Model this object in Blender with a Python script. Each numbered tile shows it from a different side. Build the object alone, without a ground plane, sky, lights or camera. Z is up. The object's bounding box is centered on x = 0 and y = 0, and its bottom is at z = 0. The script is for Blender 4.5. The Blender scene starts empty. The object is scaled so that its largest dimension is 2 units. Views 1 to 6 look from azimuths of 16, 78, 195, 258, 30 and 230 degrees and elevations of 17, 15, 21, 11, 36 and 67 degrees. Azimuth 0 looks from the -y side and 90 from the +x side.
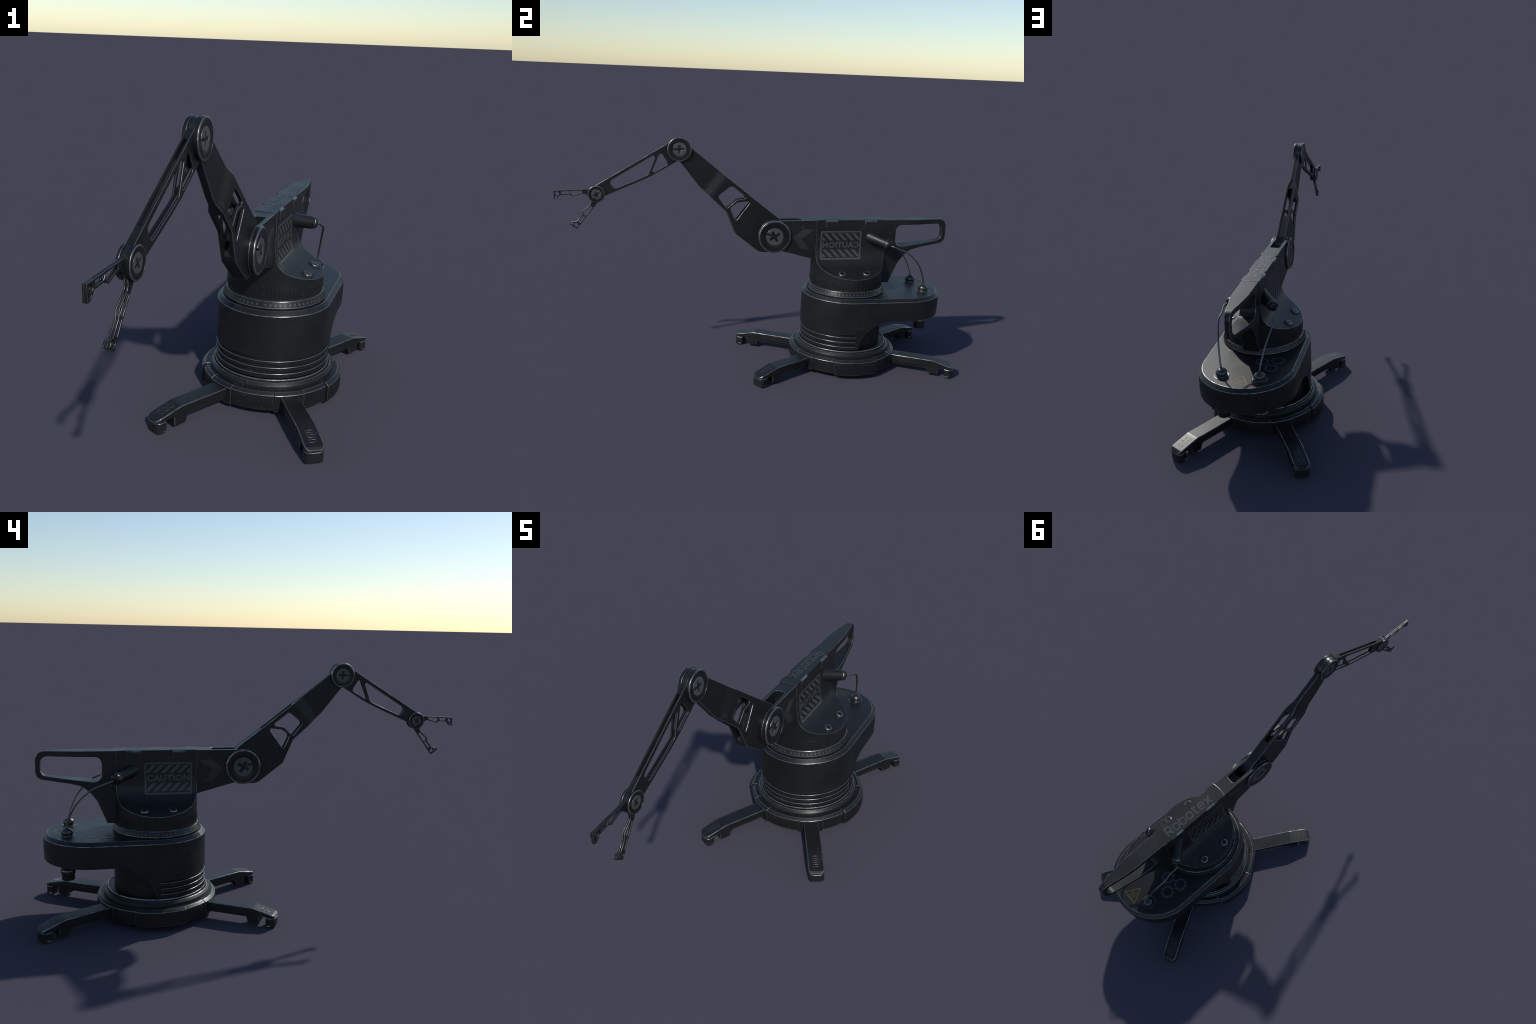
# A black metal desktop robot arm: star-footed base, swivel turret, jointed arm and two-finger claw.
import bpy, bmesh, math, random
from math import sin, cos, pi, radians, sqrt, hypot, atan2
from mathutils import Vector, Matrix

random.seed(7)
YC = 0.462                      # turntable axis sits at (0, YC)
SHOULDER, ELBOW, WRIST = (0.062, 0.689), (-0.415, 1.114), (-0.804, 0.895)   # (y, z)
COL = bpy.context.scene.collection


# ------------------------------------------------------------------ materials
def new_mat(name):
    m = bpy.data.materials.new(name)
    m.use_nodes = True
    nt = m.node_tree
    return m, nt, nt.nodes["Principled BSDF"]


def math_node(nt, op, a, b=None, clamp=False):
    n = nt.nodes.new("ShaderNodeMath")
    n.operation, n.use_clamp = op, clamp
    for i, v in enumerate((a, b)):
        if v is None:
            continue
        if isinstance(v, (int, float)):
            n.inputs[i].default_value = v
        else:
            nt.links.new(v, n.inputs[i])
    return n.outputs[0]


def noise(nt, co, scale, detail=4.0, rough=0.55):
    n = nt.nodes.new("ShaderNodeTexNoise")
    n.inputs["Scale"].default_value = scale
    n.inputs["Detail"].default_value = detail
    n.inputs["Roughness"].default_value = rough
    nt.links.new(co, n.inputs["Vector"])
    return n.outputs["Fac"]


def ramp(nt, fac, lo, hi, a=0.0, b=1.0):
    n = nt.nodes.new("ShaderNodeMapRange")
    n.interpolation_type = "SMOOTHSTEP"
    for i, v in zip(("From Min", "From Max", "To Min", "To Max"), (lo, hi, a, b)):
        n.inputs[i].default_value = v
    nt.links.new(fac, n.inputs["Value"])
    return n.outputs["Result"]


def mix_col(nt, fac, a, b):
    n = nt.nodes.new("ShaderNodeMix")
    n.data_type = "RGBA"
    nt.links.new(fac, n.inputs[0])
    for i, v in ((6, a), (7, b)):
        if isinstance(v, tuple):
            n.inputs[i].default_value = (*v, 1)
        else:
            nt.links.new(v, n.inputs[i])
    return n.outputs[2]


def metal(name, base, rough, metallic, scuff=1.0, grain=0.25, worn=None):
    """Dark coated metal: cloudy gloss, faint scuffs, fine grain; worn = (colour, amount) rubs it bright in patches."""
    m, nt, p = new_mat(name)
    co = nt.nodes.new("ShaderNodeNewGeometry").outputs["Position"]      # so that the four legs wear differently
    cloud = noise(nt, co, 9.0, 5)
    fine = noise(nt, co, 150.0, 3)
    speck = noise(nt, co, 420.0, 2)
    # scuffs: broken patches in a few places
    patch = ramp(nt, noise(nt, co, 6.5, 3), 0.50, 0.64)
    crumbs = ramp(nt, noise(nt, co, 80.0, 6, 0.7), 0.55, 0.68)
    scuffs = math_node(nt, "MULTIPLY", math_node(nt, "MULTIPLY", patch, crumbs), 0.75 * scuff, True)
    tint = ramp(nt, cloud, 0.3, 0.72)
    col = mix_col(nt, tint, tuple(c * 0.9 for c in base), tuple(c * 1.1 for c in base))
    col = mix_col(nt, scuffs, col, (0.075, 0.075, 0.073))
    r = math_node(nt, "ADD", ramp(nt, cloud, 0.3, 0.7, rough - 0.04, rough + 0.04), ramp(nt, speck, 0.35, 0.65, -0.045, 0.045))
    if worn:
        rub = ramp(nt, noise(nt, co, 34.0, 5, 0.65), 0.36, 0.62, worn[1], 1.0)
        col = mix_col(nt, rub, col, worn[0])
        nt.links.new(ramp(nt, rub, 0.0, 1.0, metallic, 0.95), p.inputs["Metallic"])
        r = math_node(nt, "SUBTRACT", r, math_node(nt, "MULTIPLY", rub, 0.08), True)
    else:
        p.inputs["Metallic"].default_value = metallic
    nt.links.new(col, p.inputs["Base Color"])
    nt.links.new(r, p.inputs["Roughness"])
    b = nt.nodes.new("ShaderNodeBump")
    b.inputs["Strength"].default_value = grain
    b.inputs["Distance"].default_value = 0.0006
    nt.links.new(fine, b.inputs["Height"])
    nt.links.new(b.outputs[0], p.inputs["Normal"])
    return m


def paint(name, base, rough=0.44, wear=0.5):
    m, nt, p = new_mat(name)
    co = nt.nodes.new("ShaderNodeTexCoord").outputs["Object"]
    f = ramp(nt, noise(nt, co, 90.0, 5, 0.65), 0.42, 0.75, 0.0, wear)
    nt.links.new(mix_col(nt, f, base, tuple(c * 0.45 for c in base)), p.inputs["Base Color"])
    p.inputs["Roughness"].default_value = rough
    p.inputs["Metallic"].default_value = 0.25
    return m


BLACK = metal("black_coated_metal", (0.0135, 0.0143, 0.0150), 0.42, 0.3)
BODY = metal("satin_black_metal", (0.0142, 0.0150, 0.0156), 0.43, 0.3)
ARM = metal("arm_black_metal", (0.0130, 0.0137, 0.0143), 0.41, 0.35)
JOINT = metal("polished_joint_metal", (0.021, 0.022, 0.023), 0.34, 0.55)
GLOSS = metal("glossy_dark_steel", (0.085, 0.087, 0.089), 0.33, 0.85, scuff=0.3)
CABLE = metal("braided_cable_metal", (0.15, 0.153, 0.157), 0.36, 0.85, scuff=0.0)
RUBBER = metal("worn_foot_pad", (0.024, 0.025, 0.026), 0.36, 0.45, scuff=2.0)
CAP = metal("grey_screw_metal", (0.078, 0.080, 0.083), 0.45, 0.2, scuff=0.5)
DARK = metal("recess_shade_black", (0.008, 0.0085, 0.009), 0.6, 0.0, scuff=0.0)  # dark colour standing in for the shade of gaps that are not cut
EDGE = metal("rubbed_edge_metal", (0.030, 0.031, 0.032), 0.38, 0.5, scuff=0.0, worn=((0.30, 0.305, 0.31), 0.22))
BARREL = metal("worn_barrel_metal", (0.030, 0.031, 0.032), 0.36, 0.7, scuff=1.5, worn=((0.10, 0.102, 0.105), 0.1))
GREY = paint("grey_marking_paint", (0.076, 0.078, 0.081))
ARROW = paint("dull_grey_marking_paint", (0.044, 0.045, 0.047))
DIM = paint("faint_marking_paint", (0.052, 0.055, 0.058))
BLUE = paint("blue_grey_marking_paint", (0.072, 0.081, 0.092))
YELLOW = paint("yellow_warning_paint", (0.105, 0.088, 0.016))
DIMYEL = paint("dim_yellow_warning_paint", (0.050, 0.044, 0.012))


# ------------------------------------------------------------------ mesh helpers
def get_slots(me):
    idx = [0] * len(me.polygons)
    me.polygons.foreach_get("material_index", idx)
    return idx


def put_slots(me, mats, idx=None):
    idx = idx or get_slots(me)
    me.materials.clear()
    for m in mats:
        me.materials.append(m)
    me.polygons.foreach_set("material_index", [min(i, len(mats) - 1) for i in idx])


def link(name, me, mat, parent=None, sharp=50, edge=None):
    me.name = name
    put_slots(me, [mat, edge or EDGE])
    me.shade_smooth()
    me.set_sharp_from_angle(angle=radians(sharp))
    o = bpy.data.objects.new(name, me)
    COL.objects.link(o)
    if parent is not None:
        o.parent = parent
    flat_normals(o)
    return o


def flat_normals(o):
    m = o.modifiers.new("face_weighted_normals", "WEIGHTED_NORMAL")
    m.keep_sharp, m.weight = True, 80


def again(src, parent, matrix):
    o = src.copy()
    COL.objects.link(o)
    o.parent = parent
    o.matrix_world = matrix
    return o


def mirrored(o, parent=None):
    """A mesh copy reflected in x = 0 (faces turned so that normals stay outward)."""
    me = o.data.copy()
    me.transform(Matrix.Diagonal((-1, 1, 1, 1)))
    me.flip_normals()
    n = bpy.data.objects.new(o.name, me)
    COL.objects.link(n)
    flat_normals(n)
    n.parent = parent if parent is not None else o.parent
    return n


def evaluated(o):
    bpy.context.view_layer.update()
    return bpy.data.meshes.new_from_object(o.evaluated_get(bpy.context.evaluated_depsgraph_get()))


def modified(me, *mods):
    """Run modifiers given as (type, settings) on a mesh and return the result."""
    o = bpy.data.objects.new("tool", me)
    COL.objects.link(o)
    for kind, kw in mods:
        md = o.modifiers.new(kind, kind)
        for k, v in kw.items():
            setattr(md, k, v)
    out = evaluated(o)
    bpy.data.objects.remove(o)
    return out


def boolean(me, *cutters, op="DIFFERENCE", messy=False):
    for c in cutters:
        co = bpy.data.objects.new("cutter", c)
        COL.objects.link(co)
        me = modified(me, ("BOOLEAN", dict(operation=op, object=co, solver="EXACT", use_self=messy)))
        bpy.data.objects.remove(co)
    return me


def bevelled(me, width, angle=35, segments=2, rub=True, clamp=True, skip=None):
    """Round the edges; the new strips take material slot 1, the rubbed edge."""
    bm = bmesh.new()
    bm.from_mesh(me)
    bmesh.ops.remove_doubles(bm, verts=bm.verts, dist=1.5e-4)
    bmesh.ops.dissolve_degenerate(bm, edges=bm.edges, dist=1e-5)
    bm.normal_update()
    w = bm.edges.layers.float.new("bevel_weight_edge")
    for e in bm.edges:                      # only outward edges wear round
        if e.is_manifold and e.is_convex and e.calc_face_angle(0) > radians(angle) and not (skip and skip((e.verts[0].co + e.verts[1].co) / 2)):
            e[w] = 1.0
    bm.to_mesh(me)
    bm.free()
    put_slots(me, [BLACK, EDGE])
    return modified(me, ("BEVEL", dict(width=width, segments=segments, limit_method="WEIGHT", use_clamp_overlap=clamp, material=1 if rub else -1)))


def from_bm(bm, name="m"):
    me = bpy.data.meshes.new(name)
    bmesh.ops.recalc_face_normals(bm, faces=bm.faces)
    bm.to_mesh(me)
    bm.free()
    return me


def join(meshes):
    bm = bmesh.new()
    for me in meshes:
        bm.from_mesh(me)
    out = bpy.data.meshes.new("joined")
    bm.to_mesh(out)
    bm.free()
    return out


def warp(me, fn):
    for v in me.vertices:
        v.co = Vector(fn(*v.co))
    me.update()
    return me


def slice_at(me, cuts):
    """Cut the mesh along planes (point, normal) so that it can be bent there."""
    bm = bmesh.new()
    bm.from_mesh(me)
    for co, no in cuts:
        bmesh.ops.bisect_plane(bm, geom=bm.verts[:] + bm.edges[:] + bm.faces[:], dist=1e-6, plane_co=co, plane_no=no)
    bm.to_mesh(me)
    bm.free()
    return me


def fillet(pts, default=0.0, seg=7):
    """Round the corners of a polygon; each point is (x, y) or (x, y, radius)."""
    out, n = [], len(pts)
    for i, p in enumerate(pts):
        r = p[2] if len(p) > 2 else default
        b = Vector(p[:2])
        a, c = Vector(pts[i - 1][:2]) - b, Vector(pts[(i + 1) % n][:2]) - b
        ang = a.angle(c) if a.length > 1e-9 and c.length > 1e-9 else pi
        if r <= 0 or ang > pi - 0.02:
            out.append(tuple(b))
            continue
        t = min(r / math.tan(ang / 2), a.length * 0.49, c.length * 0.49)
        r = t * math.tan(ang / 2)
        a.normalize()
        c.normalize()
        mid = b + (a + c).normalized() * (r / sin(ang / 2))
        p0, p1 = b + a * t - mid, b + c * t - mid
        a0, a1 = atan2(p0.y, p0.x), atan2(p1.y, p1.x)
        d = (a1 - a0 + pi) % (2 * pi) - pi
        k = max(2, min(seg, int(abs(d) / radians(10)) + 1))
        out += [(mid.x + r * cos(a0 + d * j / k), mid.y + r * sin(a0 + d * j / k)) for j in range(k + 1)]
    return out


def arc(c, r, a0, a1, n=14):
    return [(c[0] + r * cos(radians(a0 + (a1 - a0) * i / n)), c[1] + r * sin(radians(a0 + (a1 - a0) * i / n))) for i in range(n + 1)]


def clip_half(pts, point, normal):
    """Keep the part of a polygon on the side the normal points to."""
    out = []
    d = [(p[0] - point[0]) * normal[0] + (p[1] - point[1]) * normal[1] for p in pts]
    for i in range(len(pts)):
        a, b, da, db = pts[i - 1], pts[i], d[i - 1], d[i]
        if (da >= 0) != (db >= 0):
            t = da / (da - db)
            out.append((a[0] + (b[0] - a[0]) * t, a[1] + (b[1] - a[1]) * t))
        if db >= 0:
            out.append(b)
    return out


def plate(loops, lo, hi, bevel=0.0, res=1, rub=True):
    """Flat part: filled 2D loops (first the outline, then holes), thick from lo to hi along its own z."""
    cu = bpy.data.curves.new("plate", "CURVE")
    cu.dimensions, cu.fill_mode = "2D", "BOTH"
    cu.extrude, cu.bevel_depth, cu.bevel_resolution, cu.offset = (hi - lo) / 2 - bevel, bevel, res, -bevel
    for loop in loops:
        s = cu.splines.new("POLY")
        s.points.add(len(loop) - 1)
        for q, p in zip(s.points, loop):
            q.co = (p[0], p[1], 0, 1)
        s.use_cyclic_u = True
    o = bpy.data.objects.new("plate", cu)
    COL.objects.link(o)
    me = evaluated(o)
    bpy.data.objects.remove(o)
    bpy.data.curves.remove(cu)
    bm = bmesh.new()
    bm.from_mesh(me)
    bmesh.ops.remove_doubles(bm, verts=bm.verts, dist=2e-6)
    bmesh.ops.translate(bm, verts=bm.verts, vec=(0, 0, (lo + hi) / 2))
    bmesh.ops.recalc_face_normals(bm, faces=bm.faces)
    for f in bm.faces:
        f.material_index = 1 if rub and bevel > 0 and 0.06 < abs(f.normal.z) < 0.97 and (rub != "outer" or f.normal.z > 0) else 0
    put_slots(me, [BLACK, EDGE], [0] * len(me.polygons))
    bm.to_mesh(me)
    bm.free()
    return me


def side(me):
    """Own (u, v, w) -> world (x=w, y=u, z=v): parts drawn in the side view."""
    return warp(me, lambda u, v, w: (w, u, v))


def lathe(profile, n=96, axis="Z", centre=(0, 0, 0), closed=True, rub=True):
    """Turn a closed (radius, height) profile about an axis."""
    bm = bmesh.new()
    rings = []
    for i in range(n):
        a = 2 * pi * i / n
        ring = []
        for r, h in profile:
            if axis == "Z":
                co = (r * cos(a), r * sin(a), h)
            else:
                co = (h, r * cos(a), r * sin(a))
            ring.append(bm.verts.new(Vector(co) + Vector(centre)))
        rings.append(ring)
    k = len(profile)
    area = sum(profile[i - 1][0] * profile[i][1] - profile[i][0] * profile[i - 1][1] for i in range(k))

    def rubbed(j):
        """A short slanting step between two longer runs, on the outer side of a corner."""
        if not rub or (not closed and not 1 < j < k - 3):
            return 0
        p = [Vector(profile[(j + d) % k]) for d in (-1, 0, 1, 2)]
        d = [(p[i + 1] - p[i]) for i in range(3)]
        turn = [d[i].angle_signed(d[i + 1], 0) * (-1 if area > 0 else 1) for i in range(2)]
        return 1 if 1e-6 < d[1].length < 0.0042 and min(turn) > radians(9) and sum(turn) > radians(27) else 0

    flags = [rubbed(j) for j in range(k)]
    for i in range(n):
        A, B = rings[i], rings[(i + 1) % n]
        for j in range(k if closed else k - 1):
            bm.faces.new((A[j], A[(j + 1) % k], B[(j + 1) % k], B[j])).material_index = flags[j]
    bmesh.ops.remove_doubles(bm, verts=bm.verts, dist=1e-7)
    me = from_bm(bm)
    put_slots(me, [BLACK, EDGE])
    return me


def solid(profile, **kw):
    """Turned solid: the open profile is closed along the axis."""
    pr = [(0.0, profile[0][1])] + list(profile) + [(0.0, profile[-1][1])]
    return lathe(pr, closed=False, **kw)


def box(cx, cy, cz, sx, sy, sz):
    bm = bmesh.new()
    bmesh.ops.create_cube(bm, size=1)
    for v in bm.verts:
        v.co = Vector((v.co.x * sx + cx, v.co.y * sy + cy, v.co.z * sz + cz))
    return from_bm(bm)


def sweep(points, radius, n=10, twist=0.0, strand=0.0):
    """Round tube along points; strand > 0 gives a twisted, braided surface."""
    pts = [Vector(p) for p in points]
    fine = []
    for i in range(len(pts) - 1):          # Catmull-Rom
        p0, p1, p2, p3 = pts[max(i - 1, 0)], pts[i], pts[i + 1], pts[min(i + 2, len(pts) - 1)]
        for j in range(14):
            t = j / 14
            fine.append(0.5 * ((2 * p1) + (p2 - p0) * t + (2 * p0 - 5 * p1 + 4 * p2 - p3) * t * t + (3 * p1 - p0 - 3 * p2 + p3) * t ** 3))
    fine.append(pts[-1])
    bm, prev, up, length = bmesh.new(), None, Vector((1, 0, 0)), 0.0
    for i, p in enumerate(fine):
        d = (fine[min(i + 1, len(fine) - 1)] - fine[max(i - 1, 0)]).normalized()
        up = (up - d * up.dot(d)).normalized()
        w = d.cross(up)
        if i:
            length += (p - fine[i - 1]).length
        ring = []
        for k in range(n):
            a = 2 * pi * k / n
            r = radius * (1 + strand * cos(2 * (a - twist * length)))
            ring.append(bm.verts.new(p + (up * cos(a) + w * sin(a)) * r))
        if prev:
            for k in range(n):
                bm.faces.new((prev[k], prev[(k + 1) % n], ring[(k + 1) % n], ring[k]))
        first = ring if not i else first
        prev = ring
    bm.faces.new(first)
    bm.faces.new(prev[::-1])
    return from_bm(bm)


def stroke(path, w, closed=False):
    """A flat pen stroke of width w along a path, as a polygon (or two loops if closed)."""
    n = len(path)
    left, right = [], []
    for i, p in enumerate(path):
        p = Vector(p)
        a = (p - Vector(path[i - 1])).normalized() if i or closed else None
        b = (Vector(path[(i + 1) % n]) - p).normalized() if i < n - 1 or closed else None
        a, b = a or b, b or a
        na, nb = Vector((-a.y, a.x)), Vector((-b.y, b.x))
        m = (na + nb).normalized()
        m *= (w / 2) / max(0.35, m.dot(na))
        left.append(tuple(p + m))
        right.append(tuple(p - m))
    return [left, right] if closed else [left + right[::-1]]


def marks(pieces, thick=0.00022):
    """Join separate flat pieces (each a list of loops) into one thin mesh, w from 0 to thick."""
    return join([plate(loops, 0.0, thick + 0.00006 * (i % 3)) for i, loops in enumerate(pieces)])


def text_mesh(body, height, bold=0.0, thick=0.00025, spacing=1.0):
    cu = bpy.data.curves.new("lettering", "FONT")
    cu.body, cu.size, cu.offset, cu.extrude, cu.space_character = body, 1.0, bold, 0.0005, spacing
    o = bpy.data.objects.new("lettering", cu)
    COL.objects.link(o)
    me = evaluated(o)
    bpy.data.objects.remove(o)
    xs, ys = [v.co.x for v in me.vertices], [v.co.y for v in me.vertices]
    x0, y0, sx, sy = min(xs), min(ys), max(xs) - min(xs), max(ys) - min(ys)
    return warp(me, lambda x, y, z: ((x - x0) / sx, (y - y0) / sy * height, thick * (z > 0)))


# ------------------------------------------------------------------ the thing
ROOT = bpy.data.objects.new("robotic_arm", None)
COL.objects.link(ROOT)
ROOT.location = (0, YC, 0)
ROOT["label"] = "worn black metal robotic arm with two-finger claw and star base"
ROOT["category"] = "robotic arm"
bpy.context.view_layer.update()


def part(name, me, mat, parent=None, **kw):
    o = link(name, me, mat, None, **kw)
    o.parent = parent or ROOT
    if parent is None:
        o.matrix_parent_inverse = ROOT.matrix_world.inverted()
    return o


def at_axis(me):
    me.transform(Matrix.Translation((0, YC, 0)))
    return me


# ---- base: turned rings, ring of block segments, legs
rings = part("base_ring", at_axis(solid([
    (0.236, 0.012), (0.240, 0.016), (0.240, 0.0975), (0.2475, 0.0985), (0.2475, 0.1105), (0.2462, 0.1125), (0.2372, 0.1225), (0.2350, 0.1235),
    (0.2338, 0.1228), (0.2334, 0.119), (0.2312, 0.119), (0.2310, 0.1285), (0.2302, 0.1318), (0.2284, 0.1330),
    (0.2262, 0.1325), (0.2235, 0.1300), (0.2215, 0.1285)], n=128)), BLACK)


def segment(a0, a1, R, low, top=0.0995):
    prof = [(0.226, low + 0.006), (R - 0.004, low), (R, low + 0.004), (R, top - 0.0105), (R - 0.0135, top), (0.226, top)]
    n = max(3, int((a1 - a0) / 2))
    bm, prev, first = bmesh.new(), None, None
    for i in range(n + 1):
        a = radians(a0 + (a1 - a0) * i / n)
        ring = [bm.verts.new((r * sin(a), YC - r * cos(a), z)) for r, z in prof]
        if prev:
            for j in range(6):
                bm.faces.new((prev[j], prev[(j + 1) % 6], ring[(j + 1) % 6], ring[j]))
        first, prev = first or ring, ring
    bm.faces.new(first)
    bm.faces.new(prev[::-1])
    return bevelled(from_bm(bm), 0.0014, 25, 2)


SECTORS = [(-18, 18, 0.2765, 0.026), (18, 42, 0.2785, 0.020), (42, 66.3, 0.2755, 0.026), (66.3, 113.7, 0.2835, 0.021), (113.7, 138, 0.2755, 0.026), (138, 162, 0.2785, 0.020)]
for turn in (0, 180):
    for a0, a1, R, low in SECTORS:
        part("base_segment", segment(a0 + turn + 0.22, a1 + turn - 0.22, R, low, 0.0995 if R < 0.28 else 0.1005), BLACK, rings)


def rib(r_at, z0, z1, width, proud, direction):
    """One raised upright rib on a vertical wall, at point r_at with outward direction."""
    me = box(0, 0, (z0 + z1) / 2, width, 2 * proud, z1 - z0)
    a = atan2(direction[0], -direction[1])
    me.transform(Matrix.Translation((r_at[0], r_at[1], 0)) @ Matrix.Rotation(a, 4, "Z"))
    return bevelled(me, 0.0007, 40, 1, rub=False)


def rib_ring(R, z0, z1, angles, width=0.0072, proud=0.0011):
    out = []
    for a in angles:
        d = (sin(radians(a)), -cos(radians(a)))
        out.append(rib((d[0] * R, YC + d[1] * R), z0, z1, width, proud, d))
    return out


def spread(a0, a1, pitch):
    k = int((a1 - a0) / pitch)
    return [a0 + (a1 - a0 - k * pitch) / 2 + pitch * i for i in range(k + 1)]


ribs = []
for turn in (0, 180):
    ribs += rib_ring(0.2765, 0.036, 0.077, [turn + a for a in spread(-14, 14, 2.75)])
    ribs += rib_ring(0.2835, 0.032, 0.077, [turn + a for a in spread(69, 111, 2.75)])
    for a0 in (47, 119):
        ribs += rib_ring(0.2755, 0.036, 0.077, [turn + a for a in spread(a0, a0 + 14, 2.75)])
o = part("base_rib_band", join(ribs), BLACK, rings)
o["kind"] = "stuff"

# ---- legs: (r, z) side profile, extruded across and rounded at the toe
TOE, HALF = 0.596, 0.0352
leg_outline = fillet([(0.255, 0.0835), (0.489, 0.0835, 0.05), (0.584, 0.0615, 0.012), (TOE, 0.0535, 0.006), (TOE, 0.0475), (0.5225, 0.0475, 0.002), (0.5215, 0.0125, 0.002),
                      (0.4695, 0.0125, 0.004), (0.462, 0.036, 0.012), (0.446, 0.0485, 0.02), (0.255, 0.0475)])


def toe_round(corner, front):
    def f(r, z, w):
        k = r - (front - corner)
        lim = 1.0 if k <= 0 else (HALF - corner + sqrt(max(corner ** 2 - min(k, corner) ** 2, 0))) / HALF
        return r, z, w * lim
    return f


def toe_cuts(corner, front):
    return [((front - corner + corner * sin(radians(a)), 0, 0), (1, 0, 0)) for a in (1, 15, 30, 45, 60, 75)]


leg_me = plate([leg_outline], -HALF, HALF, 0.0034)
leg_me = warp(slice_at(leg_me, toe_cuts(0.020, TOE)), toe_round(0.020, TOE))
core_me = plate([[(0.255, 0.060), (0.462, 0.060), (0.462, 0.034), (0.255, 0.034)]], -0.0255, 0.0255, 0.003)
neck_me = plate([[(0.556, 0.052), (0.590, 0.052), (0.590, 0.040), (0.556, 0.040)]], -0.030, 0.030, 0.001)
pad_me = plate([fillet([(0.552, 0.0445, 0.003), (TOE, 0.0445, 0.003), (TOE, 0.004, 0.010), (0.586, 0.0, 0.012), (0.562, 0.0, 0.012), (0.552, 0.009, 0.012)])], -HALF, HALF, 0.004, 2, rub=False)
pad_me = warp(slice_at(pad_me, toe_cuts(0.020, TOE)), toe_round(0.020, TOE))
back = lambda r, z, w: (r, z, w * (1 - 0.16 * min(1, max(0, (0.562 - r) / 0.010))))
pad_me = warp(pad_me, back)
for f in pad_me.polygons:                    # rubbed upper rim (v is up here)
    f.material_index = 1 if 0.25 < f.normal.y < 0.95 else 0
slope = math.atan2(0.0835 - 0.0615, 0.584 - 0.489)
grips = []
for r in (0.514, 0.536, 0.558):
    ring_ = stroke([(-0.0062, -0.0125), (0.0062, -0.0125), (0.0062, 0.0125), (-0.0062, 0.0125)], 0.0020, True)
    g = plate(ring_, -0.0012, 0.0010, 0.0005)
    z = 0.0835 - (r - 0.489) * math.tan(slope)
    g.transform(Matrix.Translation((r, z, 0)) @ Matrix.Rotation(-slope, 4, "Z") @ Matrix(((1, 0, 0, 0), (0, 0, 1, 0), (0, 1, 0, 0), (0, 0, 0, 1))))
    g.flip_normals()
    grips.append(g)
grip_me = join(grips)
swap = Matrix(((1, 0, 0, 0), (0, 0, -1, 0), (0, 1, 0, 0), (0, 0, 0, 1)))     # (r, z, w) -> (r, -w, z)
for me in (leg_me, core_me, neck_me, pad_me, grip_me):
    me.transform(swap)
leg_me = join([leg_me, core_me, neck_me])
first = None
for a in (30, 150, 210, 330):
    M = Matrix.Translation((0, YC, 0)) @ Matrix.Rotation(radians(a - 90), 4, "Z")
    if first is None:
        leg = link("leg", leg_me, BLACK)
        pad, grip = link("foot_pad", pad_me, RUBBER), link("foot_grip", grip_me, BLACK)
        first = (leg, pad, grip)
        leg.parent = ROOT
        leg.matrix_world = M
        for s in (pad, grip):
            s.parent = leg
    else:
        leg = first[0].copy()
        COL.objects.link(leg)
        leg.parent = ROOT
        leg.matrix_world = M
        for s in first[1:]:
            c = s.copy()
            COL.objects.link(c)
            c.parent = leg

# ---- column and the housing that overhangs it at the rear
column = part("column", at_axis(solid([(0.1975, 0.120), (0.1975, 0.31)], n=128)), BLACK)
R_H, Y_R, TOP = 0.2268, 0.745, 0.402


def obround(r, n=64):
    front = arc((0, YC), r, 180, 360, n)
    rear = arc((0, Y_R), r, 0, 180, n)
    return front + rear


def stack(levels, n=64):
    bm, prev, first = bmesh.new(), None, None
    for r, z in levels:
        ring = [bm.verts.new((x, y, z)) for x, y in obround(r, n)]
        if prev:
            for j in range(len(ring)):
                bm.faces.new((prev[j], prev[(j + 1) % len(ring)], ring[(j + 1) % len(ring)], ring[j]))
        first, prev = first or ring, ring
    bm.faces.new(first[::-1])
    bm.faces.new(prev)
    return from_bm(bm)


house = stack([(R_H, 0.1370), (R_H, 0.3860), (R_H - 0.0170, TOP)])
arch = fillet([(0.4785, 0.05), (0.4800, 0.142), (0.487, 0.172), (0.5005, 0.204), (0.522, 0.232), (0.549, 0.254), (0.580, 0.270), (0.612, 0.279), (0.645, 0.2835), (1.2, 0.2835), (1.2, 0.05)])
house = boolean(house, side(plate([arch], -0.4, 0.4)))
cuts = []
for z in (0.2125, 0.1868, 0.1612):
    prof = [(R_H - 0.0080, z - 0.0050), (R_H + 0.01, z - 0.0098), (R_H + 0.01, z + 0.0078), (R_H - 0.0080, z + 0.0062)]
    bm, prev, f0 = bmesh.new(), None, None
    for i in range(91):
        a = radians(-90 + 2 * i)
        ring = [bm.verts.new((r * sin(a), YC - r * cos(a), h)) for r, h in prof]
        if prev:
            for j in range(4):
                bm.faces.new((prev[j], prev[(j + 1) % 4], ring[(j + 1) % 4], ring[j]))
        f0, prev = f0 or ring, ring
    bm.faces.new(f0)
    bm.faces.new(prev[::-1])
    cuts.append(from_bm(bm))
house = boolean(house, *cuts)
house = bevelled(house, 0.0017, 28, 2, clamp=False)
housing = part("housing", house, BLACK)

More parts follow.
